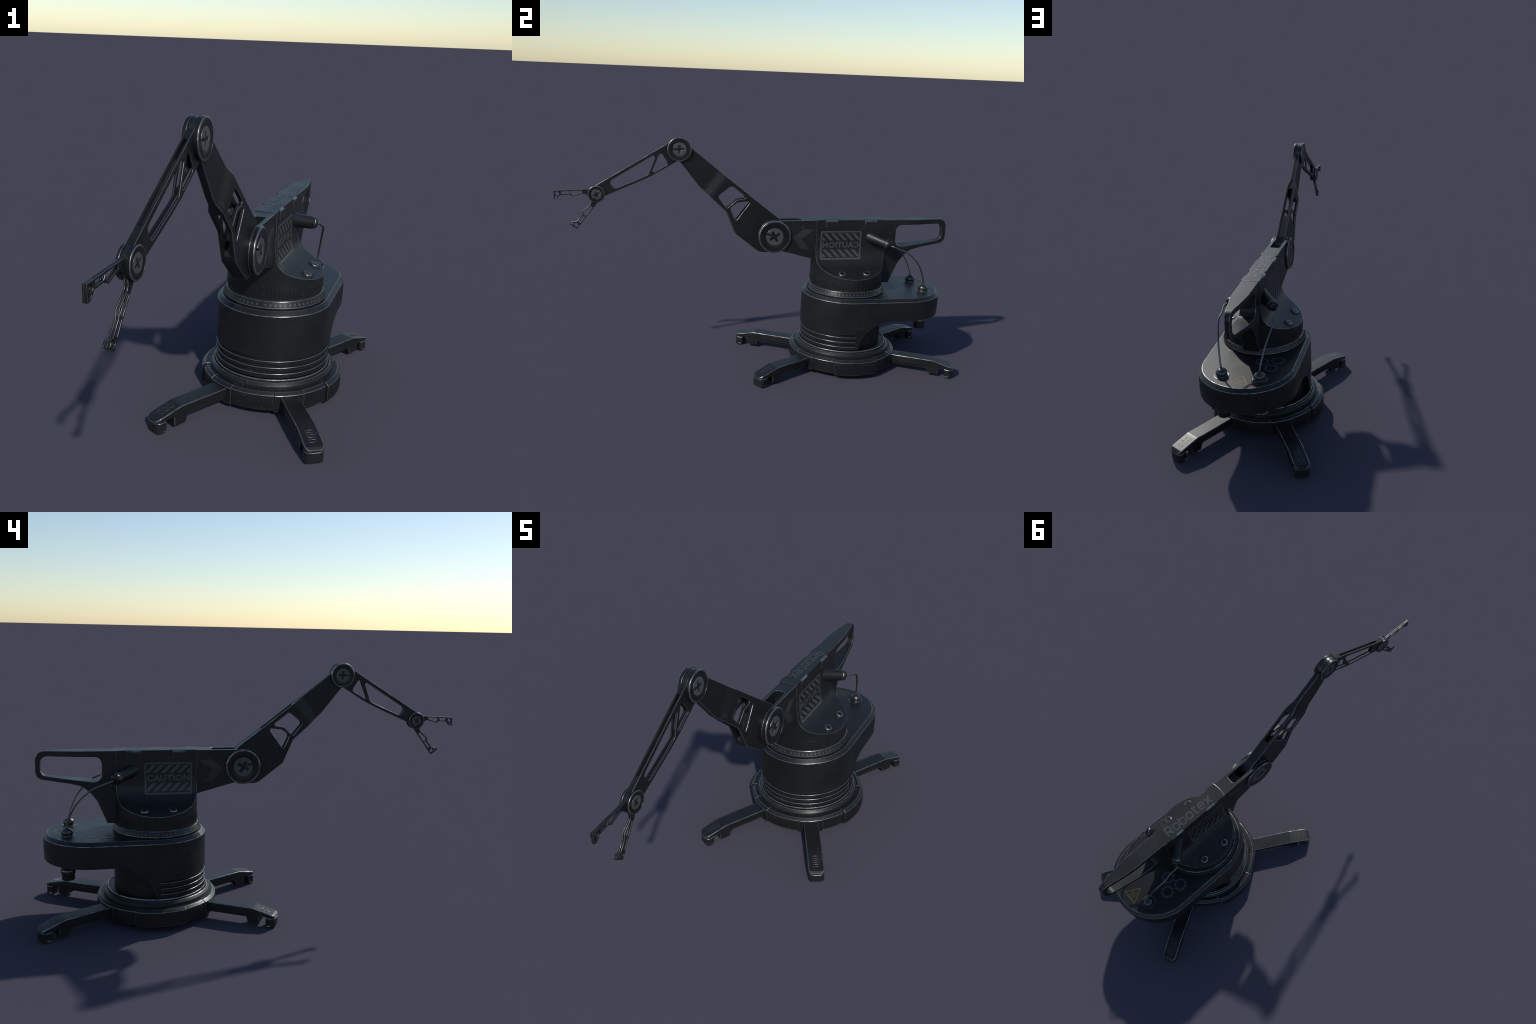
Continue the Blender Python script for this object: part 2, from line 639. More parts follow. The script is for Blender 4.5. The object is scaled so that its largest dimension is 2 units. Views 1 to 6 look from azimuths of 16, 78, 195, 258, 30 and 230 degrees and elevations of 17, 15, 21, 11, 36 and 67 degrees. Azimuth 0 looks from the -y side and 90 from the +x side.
ribs = []
run = 0.0
straight, half_turn = Y_R - 0.612, pi * R_H
total = 2 * straight + half_turn
k = 0
while run < total:
    k += 1
    if k % 13 not in (6, 7):
        if run < straight:
            p, d = (R_H, 0.612 + run), (1, 0)
        elif run < straight + half_turn:
            a = (run - straight) / R_H
            d = (cos(a), sin(a))
            p = (R_H * d[0], Y_R + R_H * d[1])
        else:
            p, d = (-R_H, Y_R - (run - straight - half_turn)), (-1, 0)
        ribs.append(rib(p, 0.322, 0.366, 0.0066, 0.0007, d))
    run += 0.0125
o = part("housing_rib_band", join(ribs), BLACK, housing)
o["kind"] = "stuff"

for sx in (-1, 1):
    c = (0.0875 * sx, 0.863, 0)
    part("drain_stub", solid([(0.0270, 0.199), (0.0292, 0.2015), (0.0292, 0.226), (0.0296, 0.228), (0.0326, 0.230), (0.0332, 0.233), (0.0332, 0.242), (0.0322, 0.2455), (0.0306, 0.247), (0.0306, 0.257),
                              (0.0334, 0.262), (0.0334, 0.286)], n=40, centre=c), BLACK, housing)
    part("socket_ring", lathe([(0.0262, 0.3995), (0.0334, 0.3995), (0.0334, 0.4026), (0.0322, 0.4034), (0.0302, 0.4030), (0.0288, 0.4010), (0.0262, 0.4008)], n=48, centre=c), GLOSS, housing)
    ball = [(0.0205, 0.398), (0.0242, 0.4015), (0.0248, 0.4055), (0.0232, 0.4075)]
    ball += [(0.0262 * cos(radians(t)), 0.4165 + 0.0215 * sin(radians(t))) for t in range(-22, 76, 7)]
    ball += [(0.0062, 0.4375), (0.0056, 0.4410), (0.0046, 0.4455)]
    part("cable_ball", solid(ball, n=40, centre=c), GLOSS, housing)

# ---- collar with arrow ticks
collar = part("collar", at_axis(solid([(0.196, 0.398), (0.1965, 0.4045), (0.2000, 0.4055), (0.2015, 0.4075), (0.2008, 0.4105), (0.1932, 0.4285), (0.1922, 0.4318), (0.1905, 0.4338), (0.1885, 0.4338),
                                       (0.1868, 0.4325), (0.1862, 0.4305), (0.180, 0.4305)], n=128)), JOINT)
ticks = []
base_tick = stroke([(-0.0035, 0.0048), (0.0028, 0.0), (-0.0035, -0.0048)], 0.0028)
for k in range(29):
    for s in (1, -1):
        a = s * (5.0 + 5.4 * k)
        t = plate(base_tick, 0.0, 0.0006)
        # u runs toward the front (angle falling), v up the cone
        t = warp(t, lambda u, v, w: ((lambda ang, rr: (rr * sin(ang), YC - rr * cos(ang), 0.4195 + v * 0.92))(radians(a) - s * u / 0.197, 0.19715 - v * 0.39 + w)))
        ticks.append(t)
o = part("collar_arrow_tick", join(ticks), GREY, collar)
o["kind"] = "stuff"

# ---- turret: a cylinder whose sides are scooped away to a narrow block
R_T, Z_T = 0.1885, 0.7732
scoop = [(0.0425, 0.80), (0.0425, 0.652), (0.0430, 0.632), (0.0445, 0.610), (0.0475, 0.592), (0.0530, 0.575), (0.0610, 0.561), (0.0710, 0.5500), (0.0830, 0.5410), (0.0970, 0.5335),
         (0.1130, 0.5265), (0.1300, 0.5195), (0.1480, 0.5125), (0.1660, 0.5060), (0.1890, 0.4975), (0.26, 0.472)]


def dense(profile, step=0.006):
    out = []
    for a, b in zip(profile, profile[1:]):
        k = max(1, int(hypot(b[0] - a[0], b[1] - a[1]) / step)) if a[1] < 0.66 and a[0] < 0.19 else 1
        out += [(a[0] + (b[0] - a[0]) * i / k, a[1] + (b[1] - a[1]) * i / k) for i in range(k)]
    return out + [profile[-1]]


def smooth_profile(pts, rounds=2):
    for _ in range(rounds):
        out = [pts[0]]
        for a, b in zip(pts[:-1], pts[1:]):
            out += [(a[0] * 0.75 + b[0] * 0.25, a[1] * 0.75 + b[1] * 0.25), (a[0] * 0.25 + b[0] * 0.75, a[1] * 0.25 + b[1] * 0.75)]
        pts = out + [pts[-1]]
    return pts


scoop = smooth_profile(scoop)


def scoop_x(z):
    """Half width of the turret block at height z."""
    for (xa, za), (xb, zb) in zip(scoop, scoop[1:]):
        if zb <= z <= za:
            return xa + (xb - xa) * (za - z) / max(za - zb, 1e-9)
    return scoop[0][0] if z > scoop[0][1] else scoop[-1][0]


flare = scoop + [(0.26, 0.40)] + [(-0.26, 0.40)] + [(-x, z) for x, z in scoop[::-1]]
flare_me = warp(plate([flare], 0.1, 0.9), lambda u, v, w: (u, w, v))
flare_me.flip_normals()
drum = at_axis(solid([(R_T, 0.4345), (R_T, Z_T)], n=160))
tur = boolean(drum, flare_me, op="INTERSECT")
notches = []
for y0 in (0.3245, 0.5315):
    for s in (1, -1):
        wedge = [(s * 0.0330, 0.7765), (s * 0.0440, 0.7635), (s * 0.0600, 0.7635), (s * 0.0600, 0.7765)]
        n = warp(plate([wedge], y0, y0 + 0.0645), lambda u, v, w: (u, w, v))
        n.flip_normals()
        notches.append(n)
tur = boolean(tur, *notches)
tur = bevelled(tur, 0.0013, 32, 2, clamp=False, skip=lambda m: m.z > 0.7600 and abs(m.y - YC) < 0.178)
for f in tur.polygons:                       # latch notch faces take the lighter edge metal, imitating reflected sky
    if f.center.z > 0.7640 and 0.3 < f.normal.z < 0.95 and abs(f.normal.x) > 0.3:
        f.material_index = 1
turret = part("turret", tur, BODY, sharp=32)

for x, y in ((0.141, 0.396), (0.141, 0.525), (-0.141, 0.396), (-0.141, 0.525)):
    b = solid([(0.0178, -0.004), (0.0178, 0.0022), (0.0172, 0.0042), (0.0152, 0.0058), (0.0122, 0.0064), (0.0070, 0.0066)], n=36)
    r = lathe([(0.0218, -0.004), (0.0256, -0.004), (0.0256, 0.0006), (0.0246, 0.0022), (0.0234, 0.0024), (0.0222, 0.0016), (0.0218, 0.0006)], n=36, rub=False)
    w = lathe([(0.0170, -0.004), (0.0222, -0.004), (0.0222, 0.0010), (0.0170, 0.0010)], n=36)  # raised dark ring painted as the shaded gap; no hole is cut
    M = Matrix.Translation((x, y, 0.5152)) @ Matrix.Rotation(radians(21) * (1 if x > 0 else -1), 4, "Y")
    for me, nm, mt in ((b, "bolt", JOINT), (r, "bolt_rim", BODY), (w, "bolt_shade_ring", DARK)):
        me.transform(M)
        part(nm, me, mt, turret)

o = part("turret_rib_band", join(rib_ring(R_T, 0.4465, 0.4825, [s * (7.6 + 4.35 * k) for k in range(39) for s in (1, -1)], 0.0085, 0.0014)), BODY, turret)
o["kind"] = "stuff"

for y0 in (0.3245, 0.5315):
    pts = fillet([(y0 + 0.002, 0.7625), (y0 + 0.002, 0.7275, 0.010), (y0 + 0.0625, 0.7275, 0.010), (y0 + 0.0625, 0.7625)])
    l = part("latch", side(plate([pts], 0.0418, 0.0433, 0.0005)), BODY, turret)
    mirrored(l)
    dash = [[(y0 + a, 0.7395), (y0 + b, 0.7395), (y0 + b, 0.7410), (y0 + a, 0.7410)] for a, b in ((-0.010, 0.011), (0.050, 0.072))]
    d = part("latch_pin", join([side(plate([fillet(q)], 0.0418, 0.0440, 0.0004)) for q in dash]), JOINT, turret)
    mirrored(d)

# cable tubes: round barrels that run out of the block sideways and back
tip, root_p = Vector((0.1035, 0.6480, 0.6555)), Vector((0.0150, 0.5642, 0.6817))
ax = (tip - root_p).normalized()
L = (tip - root_p).length
prof = [(0.0345, -0.002), (0.0335, 0.010), (0.0318, 0.022), (0.0297, 0.036), (0.0282, 0.050), (0.0274, 0.066), (0.0270, 0.085), (0.0268, L - 0.020), (0.0266, L - 0.0145), (0.0252, L - 0.0128), (0.0236, L - 0.0124),
        (0.0236, L - 0.0105), (0.0250, L - 0.0095), (0.0255, L - 0.006), (0.0248, L + 0.001), (0.0222, L + 0.0068), (0.0178, L + 0.0105), (0.0105, L + 0.0125), (0.0066, L + 0.0128), (0.0060, L + 0.018), (0.0048, L + 0.0215)]
tube = solid(prof, n=48)
tube.transform(Matrix.Translation(root_p) @ ax.to_track_quat("Z", "Y").to_matrix().to_4x4())
t = part("cable_tube", tube, BODY, turret)
mirrored(t)
exit_p = tip + ax * 0.016
cable_path = [exit_p, exit_p + ax * 0.014, (0.1225, 0.706, 0.634), (0.1265, 0.738, 0.6215), (0.1225, 0.768, 0.602), (0.1145, 0.799, 0.574), (0.1050, 0.829, 0.534), (0.0960, 0.850, 0.488), (0.0900, 0.8610, 0.4550), (0.0878, 0.8628, 0.4380)]
c = part("cable", sweep(cable_path, 0.0041, n=12, twist=520.0, strand=0.13), CABLE)
mirrored(c, ROOT).matrix_parent_inverse = ROOT.matrix_world.inverted()

# ---- body: long beam with a fork in front and a handle at the rear
S = SHOULDER
outline = fillet(arc(S, 0.0815, 90, 250, 20) + [(0.075, 0.6205), (0.296, 0.5611), (0.34, 0.505), (0.60, 0.4385), (0.6862, 0.4385, 0.002), (0.7295, 0.5430, 0.04), (0.7600, 0.5830, 0.05), (0.7960, 0.6125, 0.04),
                                                (0.8500, 0.6255, 0.03), (0.9965, 0.6465, 0.036), (0.9965, 0.7725, 0.040)])
handle_hole = fillet([(0.707, 0.7445, 0.030), (0.9735, 0.7495, 0.032), (0.9735, 0.6620, 0.032), (0.707, 0.6260, 0.036)])
body = plate([outline, handle_hole], -0.0388, 0.0388)


def handle_taper(y):
    pts = [(0.66, 1.0), (0.80, 0.94), (0.83, 0.90), (0.955, 0.44), (0.975, 0.36), (1.0, 0.27)]
    if y <= pts[0][0]:
        return 1.0
    for (a, fa), (b, fb) in zip(pts, pts[1:]):
        if y <= b:
            return fa + (fb - fa) * (y - a) / (b - a)
    return pts[-1][1]


body = slice_at(body, [((y, 0, 0), (1, 0, 0)) for y in (0.66, 0.73, 0.80, 0.815, 0.83, 0.855, 0.88, 0.905, 0.93, 0.955, 0.965, 0.975, 0.985)])
body = side(warp(body, lambda y, z, w: (y, z, w * handle_taper(y))))
slot = plate([fillet([(-0.2, -0.0248), (0.2065, -0.0248, 0.013), (0.2065, 0.0248, 0.013), (-0.2, 0.0248)])], 0.50, 0.85)
slot = warp(slot, lambda u, v, w: (v, u, w))
slot.flip_normals()
body = bevelled(boolean(body, slot), 0.0022, 32, 2, clamp=False)
beam = part("body_beam", body, BODY)


# ---- joints
def joint_disc(name, centre, R, face, ring_x, cap_r, cross_turn, slit_turn, parent):
    """Stacked washer + dished cover + grey screw cap, built for +x and mirrored."""
    c = (0, centre[0], centre[1])
    k = R / 0.083
    x0, x1, x2 = ring_x
    wash = [(R * 0.90, x0), (R - 0.0012, x0), (R, x0 + 0.0012), (R, x1 - 0.0012), (R - 0.0012, x1), (R * 0.955, x1), (R * 0.955, x2), (R - 0.0012, x2), (R, x2 + 0.0012), (R, face - 0.0055 * k)]
    wash += [(R - 0.0048 * k * (1 - cos(radians(t))), face - 0.0055 * k + 0.0055 * k * sin(radians(t))) for t in range(18, 91, 18)]
    wash += [(R * 0.900, face), (R * 0.890, face - 0.0014 * k), (R * 0.70, face - 0.0014 * k), (R * 0.62, face - 0.0022 * k), (cap_r * 1.03, face - 0.0036 * k), (cap_r * 0.9, face - 0.0036 * k)]
    disc = solid(wash, n=72, axis="X", centre=c)
    slit = box(face, 0.55 * R, 0, 0.0120 * k, 0.68 * R, 0.085 * R)
    slit.transform(Matrix.Translation(c) @ Matrix.Rotation(radians(slit_turn), 4, "X"))
    disc = boolean(disc, slit)
    d = part(name, disc, JOINT, parent)
    a, b = 0.64 * cap_r, 0.165 * cap_r
    cross = [(b, a), (-b, a), (-b, b), (-a, b), (-a, -b), (-b, -b), (-b, -a), (b, -a), (b, -b), (a, -b), (a, b), (b, b)]
    ca, sa = cos(radians(cross_turn)), sin(radians(cross_turn))
    cross = [(u * ca - v * sa, u * sa + v * ca) for u, v in cross]
    cap = plate([arc((0, 0), cap_r, 0, 357, 48), cross], face - 0.0060 * k, face - 0.0016 * k, 0.0007 * k)
    cap = side(cap)
    cap.transform(Matrix.Translation(c))
    slit.name = "slit"
    s2 = box(face, 0.55 * R, 0, 0.0120 * k, 0.72 * R, 0.085 * R)
    s2.transform(Matrix.Translation(c) @ Matrix.Rotation(radians(slit_turn), 4, "X"))
    cap = boolean(cap, s2)
    cp = part("screw_cap", cap, CAP, d)
    pin = solid([(0.030 * R, face - 0.005 * k), (0.030 * R, face - 0.0018 * k), (0.022 * R, face - 0.0010 * k)], n=16, axis="X")
    pin.transform(Matrix.Translation(c) @ Matrix.Rotation(radians(slit_turn), 4, "X") @ Matrix.Translation((0, 0.24 * R, -0.05 * R)))
    highlight_strip = box(face - 0.0017 * k, 0.55 * R, -0.052 * R, 0.0030 * k, 0.66 * R, 0.020 * R)  # light strip added to imitate the highlight along the slit's lower edge
    highlight_strip.transform(Matrix.Translation(c) @ Matrix.Rotation(radians(slit_turn), 4, "X"))
    pn = part("lock_pin_and_highlight", join([pin, highlight_strip]), GLOSS, d)
    d2 = mirrored(d)
    for q in (cp, pn):
        mirrored(q, d2)
    if parent is None:
        d2.matrix_parent_inverse = ROOT.matrix_world.inverted()
    return d


joint_disc("shoulder_disc", SHOULDER, 0.0832, 0.0490, (0.0232, 0.0305, 0.0335), 0.0445, 30, 160, None)
joint_disc("elbow_disc", ELBOW, 0.0580, 0.0238, (0.0075, 0.0088, 0.0105), 0.0325, 2, 180, None)
joint_disc("wrist_disc", WRIST, 0.0405, 0.0180, (0.0065, 0.0078, 0.0092), 0.0235, 28, 252, None)
part("elbow_barrel", solid([(0.0552, -0.0098), (0.0562, -0.0088), (0.0562, 0.0088), (0.0552, 0.0098)], n=72, axis="X", centre=(0, *ELBOW)), BARREL)
part("wrist_barrel", solid([(0.0378, -0.0085), (0.0386, -0.0078), (0.0386, 0.0078), (0.0378, 0.0085)], n=64, axis="X", centre=(0, *WRIST)), BARREL)

# ---- upper arm: two plates that lie together at the elbow and spread apart toward the shoulder
U = Vector((0.791, -0.612)).normalized()


def s_of(y, z):
    return (y - ELBOW[0]) * U.x + (z - ELBOW[1]) * U.y


def at_s(s):
    return (ELBOW[0] + U.x * s, ELBOW[1] + U.y * s)


up_ang = math.degrees(atan2(U.x, -U.y))       # direction at right angles to the arm, upward side
arm_out = fillet(arc(ELBOW, 0.0416, up_ang, up_ang + 165, 16)
                 + [(-0.411, 1.0515), (-0.318, 0.9355, 0.04), (-0.1800, 0.8090, 0.012), (-0.1335, 0.7005, 0.008), (-0.0100, 0.6045, 0.06)]
                 + arc(SHOULDER, 0.083, -88, 62, 20)
                 + [(0.0785, 0.7845, 0.02), (-0.053, 0.8835), (-0.250, 1.0375)])
hole_1 = fillet([(-0.160, 0.9425, 0.020), (-0.0780, 0.8795, 0.008), (-0.1340, 0.8705, 0.015), (-0.1790, 0.8290, 0.006), (-0.2270, 0.8890, 0.012)])
hole_2 = fillet([(-0.0590, 0.8665, 0.007), (-0.1300, 0.8580, 0.018), (-0.1640, 0.8300, 0.012), (-0.1345, 0.7640, 0.007)])


def spread_x(s):
    t = min(1, max(0, (s - 0.206) / 0.064))
    return 0.0122 * t * t * (3 - 2 * t)


arm = plate([arm_out, hole_1, hole_2], -0.0003, 0.0120, 0.0020, 2, rub="outer")
arm = slice_at(arm, [((*at_s(0.202 + 0.006 * i), 0), (U.x, U.y, 0)) for i in range(13)])
arm = side(warp(arm, lambda y, z, w: (y, z, w + spread_x(s_of(y, z)))))
other = arm.copy()
other.transform(Matrix.Diagonal((-1, 1, 1, 1)))
other.flip_normals()


def inset(pts, d):
    n, out = len(pts), []
    area = sum(pts[i - 1][0] * pts[i][1] - pts[i][0] * pts[i - 1][1] for i in range(n))
    sg = 1 if area > 0 else -1
    for i in range(n):
        a = (Vector(pts[i]) - Vector(pts[i - 1]))
        b = (Vector(pts[(i + 1) % n]) - Vector(pts[i]))
        if a.length < 1e-7 or b.length < 1e-7:
            out.append(pts[i])
            continue
        a.normalize()
        b.normalize()
        m = Vector((-a.y - b.y, a.x + b.x)).normalized() * sg
        m *= d / max(0.5, m.dot(Vector((-a.y, a.x)) * sg))
        out.append((pts[i][0] + m.x, pts[i][1] + m.y))
    return out


shrunk = inset(arm_out, 0.0012)
core_a = clip_half(clip_half(shrunk, at_s(0.214), U), at_s(0.277), -U)
core_b = clip_half(shrunk, at_s(0.459), U)
cores = [side(plate([core_a], -0.0135, 0.0135)), side(plate([core_b], -0.0145, 0.0145))]
# keep the front web inside the plates where they close up
cores[0] = warp(slice_at(cores[0], [((0, *at_s(0.220 + 0.008 * i)), (0, U.x, U.y)) for i in range(8)]), lambda x, y, z: (math.copysign(spread_x(s_of(y, z)) + 0.002, x), y, z))
upper = part("upper_arm", join([arm, other] + cores), ARM)
stad = stroke(arc((0, 0), 0.0128, -90, 90, 12) + [(-0.062, 0.0128)] + arc((-0.062, 0), 0.0128, 90, 270, 12) + [(0, -0.0128)], 0.0013, True)
st = plate(stad, -0.0002, 0.0002)
ca, sa = (0.0535, -0.0440)
q = hypot(ca, sa)
ca, sa = ca / q, sa / q
st = side(warp(st, lambda u, v, w: (-0.2995 + u * ca - v * sa, 1.0020 + u * sa + v * ca, w + 0.0120)))
g = part("arm_slot_shade_strip", st, DARK, upper)  # dark strip laid on the plate, its colour imitating a shaded groove
mirrored(g)

# ---- forearm: two pierced plates held apart by solid ends
fore_out = fillet(arc(ELBOW, 0.0505, -62, 121.5, 20) + arc(WRIST, 0.0365, 121.5, 293, 16)
                  + [(-0.763, 0.8872), (-0.5925, 0.9615, 0.02), (-0.5440, 0.9850, 0.05), (-0.4250, 1.0555)])
big = fillet([(-0.5240, 1.0905, 0.008), (-0.5620, 0.9880, 0.026), (-0.7220, 0.9185, 0.016), (-0.7440, 0.9560, 0.016)])
small = fillet([(-0.5040, 1.1020, 0.010), (-0.4660, 1.0420, 0.014), (-0.5500, 0.9915, 0.008)])
fp = side(plate([fore_out, big, small], 0.0044, 0.0108, 0.0012, rub="outer"))
fm = fp.copy()
fm.transform(Matrix.Diagonal((-1, 1, 1, 1)))
fm.flip_normals()
FU = Vector((-0.8525, -0.5227))
fshrunk = inset(fore_out, 0.0006)
end_a = clip_half(fshrunk, (-0.5000, 1.1250), -FU)
end_b = clip_half(fshrunk, (-0.7610, 0.9655), FU)
forearm = part("forearm", join([fp, fm, side(plate([end_a], -0.0052, 0.0052)), side(plate([end_b], -0.0052, 0.0052))]), ARM)

# ---- claw fingers, drawn along their straight outer edge (a) and inward (b)
finger_out = [(-0.030, -0.001), (0.0, 0.0), (0.1560, 0.0), (0.1575, 0.0015), (0.1585, 0.0405), (0.1430, 0.0395), (0.1310, 0.0225), (0.0880, 0.0215), (0.0725, 0.0315), (0.0290, 0.0190), (0.0150, 0.0215), (0.003, 0.0330), (-0.030, 0.034)]
windows = [fillet([(0.0840, 0.0055, 0.001), (0.1245, 0.0052, 0.001), (0.1250, 0.0165, 0.001), (0.0920, 0.0165, 0.001)]),
           fillet([(0.0285, 0.0050, 0.001), (0.0795, 0.0055, 0.001), (0.0855, 0.0160, 0.001), (0.0720, 0.0262, 0.001), (0.0285, 0.0135, 0.001)]),
           arc((0.1422, 0.0138), 0.0088, 0, 345, 22),
           fillet([(0.1525, 0.0255, 0.001), (0.1530, 0.0365, 0.001), (0.1450, 0.0350, 0.001), (0.1415, 0.0268, 0.001)])]
for origin, a_dir, flip in (((-0.8425, 0.9170), (-0.9988, -0.0485), 1), ((-0.8020, 0.8500), (-0.6100, -0.7924), -1)):
    a_dir = Vector(a_dir).normalized()
    b_dir = Vector((a_dir.y, -a_dir.x)) * (-1 if flip > 0 else 1)
    b_dir = Vector((-a_dir.y, a_dir.x)) if flip > 0 else Vector((a_dir.y, -a_dir.x))
    place = lambda p: (origin[0] + a_dir.x * p[0] + b_dir.x * p[1], origin[1] + a_dir.y * p[0] + b_dir.y * p[1])
    loops = [[place(p) for p in lp] for lp in [finger_out] + windows]
    pl = side(plate(loops, 0.0016, 0.0056, 0.0007))
    pm = pl.copy()
    pm.transform(Matrix.Diagonal((-1, 1, 1, 1)))
    pm.flip_normals()
    sh = [place(p) for p in finger_out]
    ctr = place((0.1285, 0.01)), place((0.012, 0.01))
    ins = inset(sh, 0.0005)
    tip_core = clip_half(ins, ctr[0], a_dir)
    tip_core_hole = [[place(p) for p in windows[2]], [place(p) for p in windows[3]]]
    root_core = clip_half(ins, ctr[1], -a_dir)
    part("claw_finger", join([pl, pm, side(plate([tip_core] + tip_core_hole, -0.0020, 0.0020)), side(plate([root_core], -0.0020, 0.0020))]), ARM)

# ------------------------------------------------------------------ markings
# caution sign on the scooped flank: drawn in (u toward the front, v up), laid onto the flank
F0, F1, V0, V1 = 0.0, 0.2170, 0.0, 0.1475
SIGN_Y, SIGN_Z = 0.5180, 0.5695


def rect(u0, v0, u1, v1, r=0.0):
    return fillet([(u0, v0, r), (u1, v0, r), (u1, v1, r), (u0, v1, r)])


pieces = [[rect(0, 0, F1, V1, 0.008), rect(0.0082, 0.0082, F1 - 0.0082, V1 - 0.0082, 0.004)]]
for v0, v1 in ((0.0135, 0.0515), (0.0985, 0.1355)):
    h = v1 - v0
    for k in range(-2, 7):
        u = 0.0105 + 0.0375 * k - 0.012
        quad = [(u, v0), (u + 0.0185, v0), (u + 0.0185 + h, v1), (u + h, v1)]
        quad = clip_half(clip_half(quad, (0.0105, 0), (1, 0)), (F1 - 0.0105, 0), (-1, 0))
        if len(quad) >= 3 and abs(sum(quad[i - 1][0] * quad[i][1] - quad[i][0] * quad[i - 1][1] for i in range(len(quad)))) > 6e-5:
            pieces.append([quad])
sign = marks(pieces)
word = text_mesh("CAUTION", 0.0305, bold=0.040, spacing=1.12)
word = warp(word, lambda u, v, w: (0.0115 + u * (F1 - 0.0230), 0.0600 + v, w))
sign = slice_at(join([sign, word]), [((0, 0.004 * i, 0), (0, 1, 0)) for i in range(1, 24)])


def on_flank(u, v, w):
    z = SIGN_Z + v
    e = 0.002
    slope_ = (scoop_x(z + e) - scoop_x(z - e)) / (2 * e)
    n = Vector((1, -slope_)).normalized()
    return (-(scoop_x(z) + n.x * (w + 0.00025)), SIGN_Y - u, z + n.y * (w + 0.00025))


sign = warp(sign, on_flank)
cs = part("caution_sign", sign, GREY, turret)
mirrored(cs)

# arrow of two slanted bars on the fork
hi = [(0.2645, 0.7215), (0.2150, 0.7285), (0.1575, 0.6845), (0.2060, 0.6790)]
a1 = part("arrow_mark", side(plate([hi], 0.0386, 0.03905)), ARROW, beam)
mirrored(a1)
bars = []
for k in range(11):
    t0, t1 = k / 11, (k + 0.62) / 11
    A, B, C_, D = (0.1580, 0.6822), (0.2055, 0.6765), (0.2480, 0.6165), (0.1995, 0.6240)
    m = lambda p, q, t: (p[0] + (q[0] - p[0]) * t, p[1] + (q[1] - p[1]) * t)
    # hatch lines run across, slanting like the upper bar
    bars.append([[m(A, D, t0), m(B, C_, t0), m(B, C_, t1), m(A, D, t1)]])
a2 = part("arrow_hatch_mark", side(marks(bars)), ARROW, beam)
for v in a2.data.vertices:
    v.co.x += 0.03875
mirrored(a2)

# lettering on the spine: squared round letters drawn with one pen
W, H, X = 0.033, 0.044, 0.0325


def letter(ch):
    r = 0.006
    o_ = [(r, 0), (W - r, 0), (W, r), (W, X - r), (W - r, X), (r, X), (0, X - r), (0, r)]
    return {
        "R": [stroke([(0, -0.0028), (0, H), (W - r, H), (W, H - r), (W, 0.025), (W - r, 0.018), (0.0052, 0.018)], 0.0100), stroke([(0.015, 0.018), (W + 0.001, -0.0028)], 0.0105)],
        "o": [stroke(o_, 0.0096, True)],
        "b": [stroke(o_, 0.0096, True), stroke([(0, r), (0, H + 0.003)], 0.0096)],
        "t": [stroke([(0.006, H - 0.002), (0.006, r), (0.006 + r, 0), (0.024, 0)], 0.0096), stroke([(-0.003, X), (0.024, X)], 0.0096)],
        "e": [stroke([(W, 0), (r, 0), (0, r), (0, X - r), (r, X), (W - r, X), (W, X - r), (W, 0.0165), (0.0050, 0.0165)], 0.0096)],
        "x": [stroke([(-0.002, -0.0028), (W, X + 0.0028)], 0.0105), stroke([(-0.002, X + 0.0028), (W, -0.0028)], 0.0105)],
    }[ch]


pen, letters = 0.003, []
for ch in "Robotex":
    for loops in letter(ch):
        letters.append([[(pen + u, v) for u, v in lp] for lp in loops])
    pen += (0.024 if ch == "t" else W) + 0.0150
k = 0.276 / pen
word = warp(marks(letters), lambda u, v, w: (-0.0215 + v * 0.95, 0.602 - u * k, Z_T + 0.0002 + w))
part("spine_lettering", word, DIM, turret)


def gear(cx, cy, r_in=0.0215, r_out=0.0285, r_tooth=0.0345, teeth=9, turn=0.0):
    out = []
    for i in range(teeth):
        a = 360 / teeth * i + turn
        for da, r in ((-11, r_out), (-7.0, r_tooth), (7.0, r_tooth), (11, r_out)):
            out.append((cx + r * cos(radians(a + da)), cy + r * sin(radians(a + da))))
        out.append((cx + r_out * cos(radians(a + 20)), cy + r_out * sin(radians(a + 20))))
    return [out, arc((cx, cy), r_in, 0, 350, 35)]


gears = marks([gear(-0.0560, 0.7120, turn=3), gear(-0.1255, 0.6890, turn=12), gear(-0.1115, 0.7605, turn=20)])
gears.transform(Matrix.Translation((0, 0, TOP + 0.0002)))
part("gear_mark", gears, BLUE, housing)


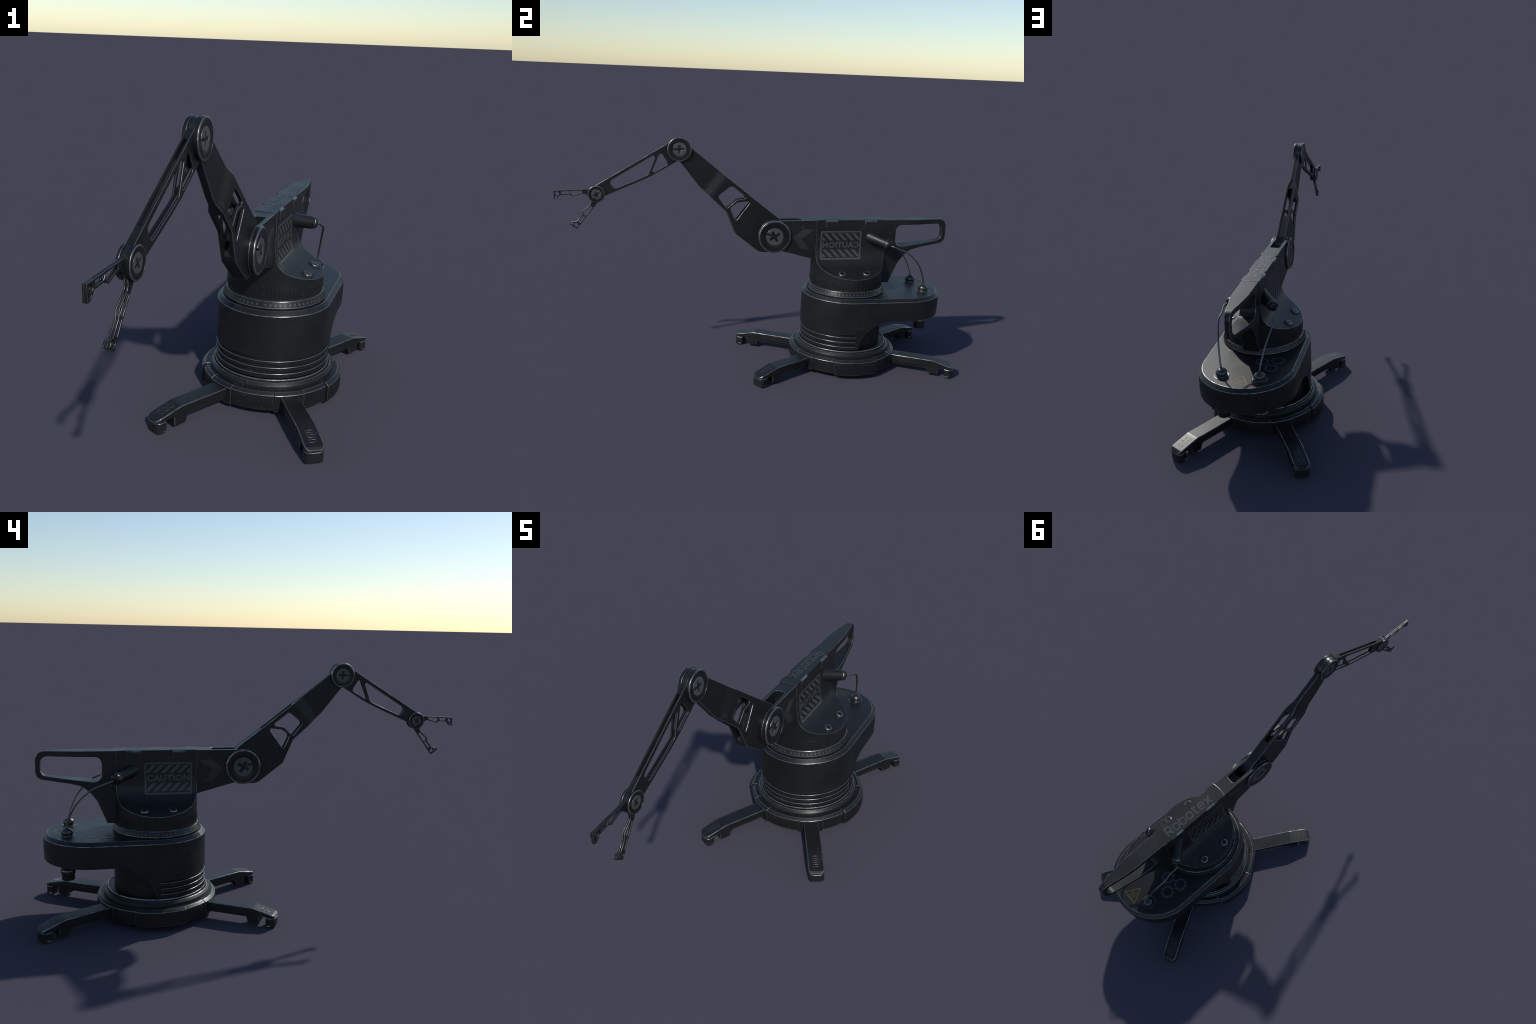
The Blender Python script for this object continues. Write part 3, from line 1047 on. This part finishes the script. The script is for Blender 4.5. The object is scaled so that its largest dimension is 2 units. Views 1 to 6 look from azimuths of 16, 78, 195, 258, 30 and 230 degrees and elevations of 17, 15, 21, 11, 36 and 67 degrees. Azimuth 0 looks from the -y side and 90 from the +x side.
def triangle(side_len, pen_w):
    h = side_len * 0.866
    return stroke([(-side_len / 2 + pen_w, -h / 3 + pen_w * 0.5), (side_len / 2 - pen_w, -h / 3 + pen_w * 0.5), (0, 2 * h / 3 - pen_w)], pen_w, True)


# hot surface sign: three wavy lines over a bar
wave = lambda x0: stroke([(x0 + 0.0032 * sin(t * 2 * pi / 8 * 1.0), -0.012 + 0.0034 * t) for t in range(9)], 0.0022)
hot = marks([triangle(0.086, 0.0034), *[wave(x) for x in (-0.0095, 0.0, 0.0095)], stroke([(-0.017, -0.0165), (0.017, -0.0165)], 0.0018)])
hot = warp(hot, lambda u, v, w: (-0.0050 - u, 0.8960 - v, TOP + 0.0002 + w))
part("hot_surface_sign", hot, YELLOW, housing)


def flash(s):
    return [[(0.10 * s, 0.36 * s), (-0.12 * s, 0.02 * s), (-0.01 * s, 0.02 * s), (-0.07 * s, -0.20 * s), (0.12 * s, 0.12 * s), (0.02 * s, 0.12 * s)]]


volt = slice_at(marks([triangle(0.048, 0.0026), flash(0.040)]), [((0.006 * i, 0, 0), (1, 0, 0)) for i in range(-4, 5)])
vm = warp(volt.copy(), lambda u, v, w: (lambda a, r: (-r * sin(a), YC - r * cos(a), 0.1690 + v))(radians(111.9) - u / 0.1975, 0.1977 + w))
vm2 = part("voltage_sign", vm, DIMYEL, column)
mirrored(vm2)
nrm = Vector((0, 0.9209, -0.3898)).normalized()
upv = Vector((0, 0.3898, 0.9209)).normalized()
mid = Vector((0, 0.7000, 0.4716))
vr = warp(volt.copy(), lambda u, v, w: tuple(mid + Vector((-1, 0, 0)) * u + upv * v + nrm * (w + 0.0004)))
part("voltage_sign", vr, DIMYEL, beam)

# faint warning triangle near the wrist
wt = marks([triangle(0.043, 0.0016), stroke(arc((0, 0.003), 0.0055, 0, 180, 8), 0.0015)])
wt = side(warp(wt, lambda u, v, w: (-0.7520 + u * -1.0, 0.9260 - v, w + 0.0107)))
wt.transform(Matrix.Diagonal((-1, 1, 1, 1)))
wt.flip_normals()
part("wrist_warning_mark", wt, DIM, forearm)
